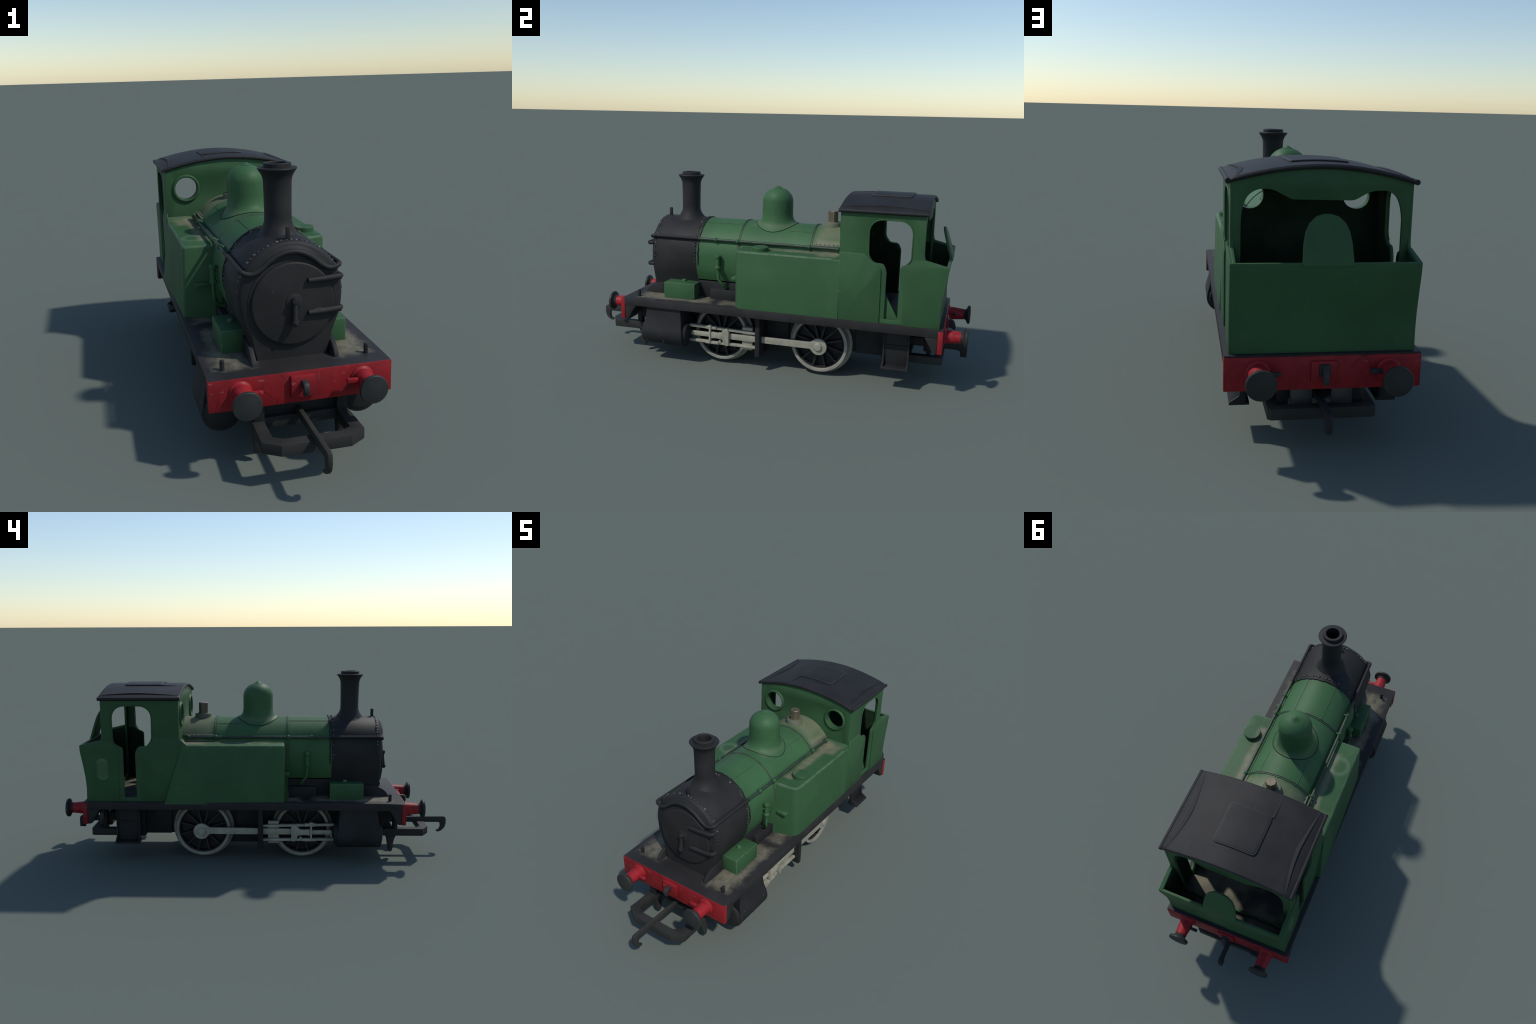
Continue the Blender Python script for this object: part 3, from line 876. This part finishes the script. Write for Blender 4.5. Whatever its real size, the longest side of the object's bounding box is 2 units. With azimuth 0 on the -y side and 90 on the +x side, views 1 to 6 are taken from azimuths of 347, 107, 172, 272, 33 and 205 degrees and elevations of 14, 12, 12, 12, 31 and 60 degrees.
# ------------------------------------------------------------------ cylinders and motion
for s in (1, -1):
    bm = bmesh.new()
    # block: flat outer face above, round barrel below
    CX, CZ, CR = 0.247, 0.156, 0.069
    sec = [(0.130, 0.292), (0.2935, 0.292), (0.2945, 0.272), (0.300, 0.225), (0.310, 0.188)]
    sec += [(CX + CR * cos(t), CZ + CR * sin(t)) for t in [radians(a) for a in range(14, -196, -10)]] + [(0.130, 0.19)]
    # side profile: narrow box at the top, widening to the long barrel below
    ya = lambda z: -0.590 + (0.0 if z > 0.25 else -0.019 * min(1.0, (0.25 - z) / 0.06))
    yb = lambda z: -0.400 + (0.0 if z > 0.25 else 0.014 * min(1.0, (0.25 - z) / 0.06))
    A = [bm.verts.new((s * x, ya(z), z)) for x, z in sec]
    B = [bm.verts.new((s * x, yb(z), z)) for x, z in sec]
    rim = []
    for i in range(len(sec)):
        j = (i + 1) % len(sec)
        bm.faces.new([A[i], A[j], B[j], B[i]])
    bm.faces.new(A); bm.faces.new(B)
    bmesh.ops.recalc_face_normals(bm, faces=bm.faces[:])
    rim = [e for e in bm.edges if len(e.link_faces) == 2 and max(len(f.verts) for f in e.link_faces) > 4]
    bmesh.ops.bevel(bm, geom=rim, offset=0.005, segments=3, affect="EDGES", profile=0.5)
    cyl = finish("cylinder", bm, M_CHASSIS, angle=40)
    bm = bmesh.new()
    add_lathe(bm, [(0.0, -0.006), (0.045, -0.005), (0.058, -0.001), (0.063, 0.006)], "y", (s * CX, -0.610, CZ), 36, cap=False)
    add_lathe(bm, [(0.060, 0.220), (0.054, 0.236), (0.0, 0.238)], "y", (s * CX, -0.610, CZ), 36, cap=False)
    add_lathe(bm, [(0.022, 0.0), (0.020, 0.010), (0.0, 0.010)], "y", (s * 0.235, -0.374, 0.157), 20)
    finish("cylinder_cover", bm, M_CHASSIS, cyl, 40)
    bm = bmesh.new()
    for y, z in ((-0.585, 0.115), (-0.49, 0.117), (-0.42, 0.178), (-0.575, 0.185)):
        t = math.asin((z - CZ) / CR)
        m = Matrix.Translation((s * (CX + CR * cos(t)), y, z))
        bmesh.ops.create_icosphere(bm, subdivisions=1, radius=0.0035, matrix=m)
    finish("cylinder_bolt", bm, M_STEEL, cyl, 60, kind="stuff")

    # crosshead guides
    X0, X1 = 0.220, 0.240
    sx = lambda a, b: sorted((s * a, s * b))
    box("slide_bar", sx(X0, X1), (-0.378, -0.008), (0.184, 0.197), M_IVORY, bevel=0.002, edit=lambda i, j, k, p: [p[0], p[1], p[2] + (0.008 if j == 0 else 0.0)])
    box("slide_bar", sx(X0, X1), (-0.378, -0.008), (0.110, 0.123), M_IVORY, bevel=0.002, edit=lambda i, j, k, p: [p[0], p[1], p[2] + (0.004 if j == 0 else 0.0)])
    box("piston_rod", sx(0.222, 0.237), (-0.378, -0.175), (0.145, 0.169), M_IVORY, bevel=0.004)
    # crosshead: waisted block with small clamps in front
    bm = bmesh.new()
    ch = [(-0.156, 0.187), (-0.158, 0.150), (-0.156, 0.114), (-0.172, 0.110), (-0.184, 0.118), (-0.192, 0.142), (-0.225, 0.146), (-0.252, 0.143), (-0.252, 0.176), (-0.225, 0.173), (-0.200, 0.176), (-0.184, 0.196), (-0.166, 0.204)]
    add_plate(bm, [Vector(p) for p in ch], [], "x", *sx(0.222, 0.248), 0.003)
    add_box(bm, sx(0.232, 0.250), (-0.264, -0.254), (0.116, 0.208), 0.002)
    add_box(bm, sx(0.228, 0.246), (-0.284, -0.225), (0.190, 0.207), 0.003)
    add_box(bm, sx(0.228, 0.246), (-0.284, -0.212), (0.112, 0.127), 0.003)
    add_box(bm, sx(0.232, 0.251), (-0.270, -0.250), (0.198, 0.213), 0.003)
    add_box(bm, sx(0.228, 0.244), (-0.212, -0.200), (0.122, 0.135), 0.002)
    finish("crosshead", bm, M_IVORY, angle=35)
    box("guide_yoke", sx(0.190, 0.221), (-0.094, -0.038), (0.094, 0.212), M_IVORY, bevel=0.003)
    # connecting rod with its big end
    bm = bmesh.new()
    ro = [(-0.17, 0.144), (0.262, 0.145), (0.272, 0.134)]
    ro += [(0.304 + 0.041 * cos(t), 0.1585 + 0.041 * sin(t)) for t in [radians(a) for a in range(-128, 129, 12)]]
    ro += [(0.272, 0.186), (0.262, 0.179), (-0.17, 0.174)]
    add_plate(bm, [Vector(p) for p in ro], [], "x", *sx(0.216, 0.232), 0.002)
    rod = finish("connecting_rod", bm, M_IVORY, angle=35)
    bm = bmesh.new()
    add_lathe(bm, [(0.022, s * 0.228), (0.0215, s * 0.237), (0.017, s * 0.241), (0.0, s * 0.243)], "x", (0, 0.302, 0.1585), 8, phase=pi / 8)
    add_lathe(bm, [(0.016, s * 0.170), (0.016, s * 0.226)], "x", (0, 0.302, 0.1585), 16)
    finish("crank_pin", bm, M_IVORY, rod, 25)

    # cab footsteps
    bm = bmesh.new()
    add_box(bm, sx(0.222, 0.234), (0.622, 0.738), (0.108, 0.292), 0.002)
    for y0, y1 in ((0.618, 0.626), (0.733, 0.741)):
        pr = [(s * 0.226, 0.292), (s * 0.240, 0.292), (s * 0.240, 0.18), (s * 0.248, 0.135), (s * 0.278, 0.116), (s * 0.280, 0.107), (s * 0.226, 0.107)]
        add_plate(bm, [Vector(p) for p in pr], [], "y", y0, y1, 0.001)
    add_box(bm, sx(0.214, 0.281), (0.616, 0.742), (0.105, 0.115), 0.002)
    add_box(bm, sx(0.225, 0.243), (0.622, 0.738), (0.206, 0.215), 0.002)
    finish("cab_step", bm, M_CHASSIS, angle=35)

# ------------------------------------------------------------------ cab
cab = box("cab_floor", (-0.278, 0.278), (0.41, 0.865), (0.322, 0.338), M_FLOOR, bevel=0.001)
cab.name = "cab"


def roof_z(x):
    return 0.9005 - 0.049 * (abs(x) / 0.303) ** 1.9


side = [(0.402, 0.322), (0.872, 0.322), (0.870, 0.40), (0.874, 0.455), (0.884, 0.52), (0.896, 0.585, 0.01), (0.8975, 0.616, 0.004), (0.792, 0.641, 0.004), (0.786, 0.665, 0.015), (0.786, 0.850), (0.402, 0.850)]
opening = [(0.620, 0.350, 0.004), (0.622, 0.578, 0.012), (0.606, 0.610, 0.012), (0.562, 0.612, 0.015), (0.536, 0.640, 0.02), (0.534, 0.812, 0.062), (0.733, 0.812, 0.062), (0.730, 0.632, 0.016), (0.706, 0.612, 0.01), (0.682, 0.602, 0.012), (0.681, 0.350, 0.004)]
lower_front = [(0.402, 0.324), (0.5975, 0.324), (0.5965, 0.590, 0.012), (0.555, 0.615, 0.03), (0.520, 0.652, 0.012), (0.402, 0.653)]
lower_rear = [(0.706, 0.324), (0.8725, 0.324), (0.8705, 0.40), (0.8745, 0.455), (0.8845, 0.52), (0.8965, 0.585, 0.01), (0.898, 0.6155, 0.004), (0.792, 0.639, 0.004), (0.745, 0.640, 0.012), (0.722, 0.616, 0.012), (0.7065, 0.600, 0.01)]
for s in (1, -1):
    sp = plate("cab_side", round_poly(side), [round_poly(opening)], "x", *sorted((s * 0.274, s * 0.2855)), [M_CAB, M_WORN], cab, 0.002)
    for pl in (lower_front, lower_rear):
        xo = 0.2892 if s < 0 else 0.2925
        if s < 0 and pl is lower_front:
            pl = [(0.360, 0.324)] + pl[1:-1] + [(0.402, 0.653), (0.360, 0.612)]
            xo = 0.2878
        plate("side_panel", round_poly(pl), [], "x", *sorted((s * 0.2845, s * xo)), [M_CAB, M_WORN], sp, 0.0018, bmat=1)
    # bead round the cab window
    ring = round_poly([(y, z, (q[0] if q else 0)) for y, z, *q in opening])
    up_part = [p for p in ring if p[1] > 0.618]
    tube("window_bead", [(s * 0.2855, p[0], p[1]) for p in up_part], 0.0028, M_CAB, sp, n=8, angle=60)

wall_top = [(x, roof_z(x) - 0.008) for x in [0.2755 - 0.551 * i / 20 for i in range(21)]]
front_outer = [Vector((-0.2755, 0.45)), Vector((0.2755, 0.45))] + [Vector(p) for p in wall_top]
PX, PZ = 0.1935, 0.761
holes = [[Vector((sx_ * PX + 0.0515 * cos(t), PZ + 0.0515 * sin(t))) for t in [2 * pi * i / 32 for i in range(32)]] for sx_ in (1, -1)]
front_outer2 = [Vector((-0.2850, 0.45)), Vector((0.2850, 0.45))] + [Vector((x * 0.2850 / 0.2755, z)) for x, z in wall_top]
fw = plate("cab_front", front_outer2, holes, "y", 0.4005, 0.4075, [M_CAB, M_WORN], cab, 0.0015)
for s in (1, -1):
    lathe("window_ring", [(0.0500, 0.030), (0.0495, -0.002), (0.0510, -0.0065), (0.0545, -0.0085), (0.0585, -0.0080), (0.0620, -0.0045), (0.0635, 0.002)], "y", (s * PX, 0.4005, PZ), M_CAB, fw, n=36, cap=False)
# inside face of the cab front, coloured dark for the shadow in the cab
rear_open = [(0.253, 0.36), (0.253, 0.765, 0.05), (0.222, 0.820, 0.03), (0.160, 0.823, 0.02), (0.098, 0.790, 0.012), (-0.098, 0.788, 0.012), (-0.150, 0.818, 0.02), (-0.220, 0.820, 0.03), (-0.253, 0.765, 0.05), (-0.253, 0.36)]
rear_outer = [Vector((-0.2755, 0.33)), Vector((0.2755, 0.33))] + [Vector(p) for p in wall_top]
plate("cab_rear", rear_outer, [round_poly(rear_open)], "y", 0.7735, 0.7855, [M_CAB, M_WORN], cab, 0.0015)
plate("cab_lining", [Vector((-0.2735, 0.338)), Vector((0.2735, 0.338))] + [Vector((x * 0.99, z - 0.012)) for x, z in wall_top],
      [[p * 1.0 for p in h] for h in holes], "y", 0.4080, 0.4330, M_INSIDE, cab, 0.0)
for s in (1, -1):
    # thin skins inside the cab sides, added to carry the interior shade
    plate("side_shade_skin", round_poly([(0.434, 0.339), (0.6125, 0.339), (0.614, 0.570, 0.012), (0.598, 0.602, 0.012), (0.555, 0.606, 0.015), (0.527, 0.640, 0.02), (0.525, 0.815, 0.06), (0.525, 0.83), (0.434, 0.83)]),
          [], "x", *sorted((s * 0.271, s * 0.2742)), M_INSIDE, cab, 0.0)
    plate("side_shade_skin", round_poly([(0.689, 0.339), (0.860, 0.339), (0.860, 0.45), (0.874, 0.58), (0.876, 0.612), (0.792, 0.630), (0.740, 0.628, 0.01), (0.712, 0.604, 0.01), (0.690, 0.594, 0.01)]),
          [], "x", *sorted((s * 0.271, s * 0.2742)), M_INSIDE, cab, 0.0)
plate("door_gusset", [Vector(p) for p in ((0.605, 0.337), (0.692, 0.337), (0.682, 0.352), (0.612, 0.480), (0.605, 0.480))], [], "x", 0.2590, 0.2700, M_CAB, cab, 0.001)
# ------------------------------------------------------------------ bunker
bprof = [(0.872, 0.322), (0.8705, 0.40), (0.8745, 0.455), (0.8845, 0.52), (0.896, 0.585), (0.8985, 0.6165)]
bm = bmesh.new()
N = 8
cols = []
cv = catmull([(0, y, z) for y, z in bprof], 5)
outer_v, inner_v = [], []
for p in cv:
    outer_v.append([bm.verts.new((x, p.y, p.z)) for x in (-0.2885, -0.282, 0.282, 0.2885)])
    inner_v.append([bm.verts.new((x, p.y - 0.013, p.z)) for x in (-0.2885, -0.282, 0.282, 0.2885)])
for rows, mi in ((outer_v, 0), (inner_v, 1)):
    for A, B in zip(rows, rows[1:]):
        for k in range(3):
            bm.faces.new([A[k], A[k + 1], B[k + 1], B[k]]).material_index = mi
for k in range(3):
    bm.faces.new([outer_v[-1][k], outer_v[-1][k + 1], inner_v[-1][k + 1], inner_v[-1][k]])
    bm.faces.new([outer_v[0][k], outer_v[0][k + 1], inner_v[0][k + 1], inner_v[0][k]])
for k in (0, 3):
    for i in range(len(cv) - 1):
        bm.faces.new([outer_v[i][k], outer_v[i + 1][k], inner_v[i + 1][k], inner_v[i][k]])
bmesh.ops.recalc_face_normals(bm, faces=bm.faces[:])
es = [e for e in bm.edges if len(e.link_faces) == 2 and e.calc_face_angle() > radians(50)]
bmesh.ops.bevel(bm, geom=es, offset=0.0022, segments=2, affect="EDGES", profile=0.5)
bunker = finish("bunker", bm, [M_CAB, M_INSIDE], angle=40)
# arched plate that leans forward over the bunker rim
arch = [(-0.079, 0.0), (-0.074, 0.07), (-0.067, 0.105), (-0.055, 0.131), (-0.035, 0.150), (-0.012, 0.158), (0.012, 0.158), (0.035, 0.150), (0.055, 0.131), (0.067, 0.105), (0.074, 0.07), (0.079, 0.0)]
bm = bmesh.new()
add_plate(bm, [Vector(p) for p in arch], [], "y", -0.006, 0.006, 0.003)
bmesh.ops.rotate(bm, verts=bm.verts[:], cent=(0, 0, 0), matrix=Matrix.Rotation(radians(17), 3, "X"))
bmesh.ops.translate(bm, verts=bm.verts[:], vec=(0.0, 0.898, 0.605))
finish("bunker_plate", bm, M_CAB, bunker, 40)

# ------------------------------------------------------------------ roof
bm = bmesh.new()
K = 30
xs = [-0.2960 + 0.592 * i / K for i in range(K + 1)]
Y0, Y1 = 0.391, 0.797
# section across the roof edge: rolled lip front and back
lip = [(Y0 + 0.004, -0.016), (Y0, -0.011), (Y0, -0.006), (Y0 + 0.005, -0.001), (Y0 + 0.015, 0.0), (Y1 - 0.015, 0.0), (Y1 - 0.005, -0.001), (Y1, -0.006), (Y1, -0.011), (Y1 - 0.004, -0.016)]
rows = []
for x in xs:
    e = 0.0
    if abs(x) > 0.2955:
        e = -0.004
    rows.append([bm.verts.new((x, y, roof_z(x) + dz + e * (1 if dz > -0.008 else -0.3))) for y, dz in lip])
for A, B in zip(rows, rows[1:]):
    m = len(A)
    for k in range(m):
        bm.faces.new([A[k], A[(k + 1) % m], B[(k + 1) % m], B[k]])
bm.faces.new(rows[0]); bm.faces.new(rows[-1])
roof = finish("cab_roof", bm, M_ROOF, cab, angle=38)
for s in (1, -1):
    tube("roof_lip", [(s * 0.2930, y, 0.8462) for y in (Y0 + 0.001, 0.5, 0.7, Y1 - 0.001)], 0.0088, M_ROOF, roof, n=12, angle=60)
    # bowed rain strip
    path = [(s * x, y, roof_z(x) - 0.0005) for x, y in [(0.268, 0.400), (0.258, 0.47), (0.247, 0.56), (0.244, 0.61), (0.248, 0.67), (0.258, 0.74), (0.268, 0.785)]]
    tube("rain_strip", catmull(path, 5), lambda t: 0.25 + sin(pi * t), M_ROOF, roof, flat=(0.0065, 0.0042), angle=30)
# roof hatch: thin lid that follows the roof, a little proud of it
bm = bmesh.new()
nx, ny = 12, 10
grid = {}
for i in range(nx + 1):
    for j in range(ny + 1):
        u, v = -1 + 2 * i / nx, -1 + 2 * j / ny
        rr = 0.012                    # soft corner
        hx, hy = 0.0965, 0.0965
        x, y = u * hx, v * hy
        if abs(u) == 1 and abs(v) == 1:
            x, y = u * (hx - rr * 0.4), v * (hy - rr * 0.4)
        x, y = x - 0.003, y + 0.604
        grid[i, j] = bm.verts.new((x, y, 0.85 * roof_z(x) + 0.15 * roof_z(0.05) + 0.0062))
for i in range(nx):
    for j in range(ny):
        bm.faces.new([grid[i, j], grid[i + 1, j], grid[i + 1, j + 1], grid[i, j + 1]])
ext = bmesh.ops.extrude_face_region(bm, geom=bm.faces[:])
bmesh.ops.translate(bm, verts=[v for v in ext["geom"] if isinstance(v, bmesh.types.BMVert)], vec=(0, 0, -0.014))
bmesh.ops.recalc_face_normals(bm, faces=bm.faces[:])
es = [e for e in bm.edges if len(e.link_faces) == 2 and e.calc_face_angle() > radians(50)]
r = bmesh.ops.bevel(bm, geom=es, offset=0.0022, segments=2, affect="EDGES", profile=0.5)
for f in r["faces"]:
    f.material_index = 1
finish("roof_hatch", bm, [M_ROOF, M_ROOFEDGE], roof, 40)
# crease from the hatch corner to the front edge
tube("roof_crease", [(x, y, roof_z(x) - 0.001) for x, y in ((-0.099, 0.512), (-0.102, 0.45), (-0.105, 0.400))], lambda t: 1.1 - 0.9 * t, M_ROOF, roof, flat=(0.004, 0.0045), angle=30)

# ------------------------------------------------------------------ close the underside a little: make all names tidy
for ob in bpy.data.objects:
    if ob.type == "MESH":
        ob.data.name = ob.name
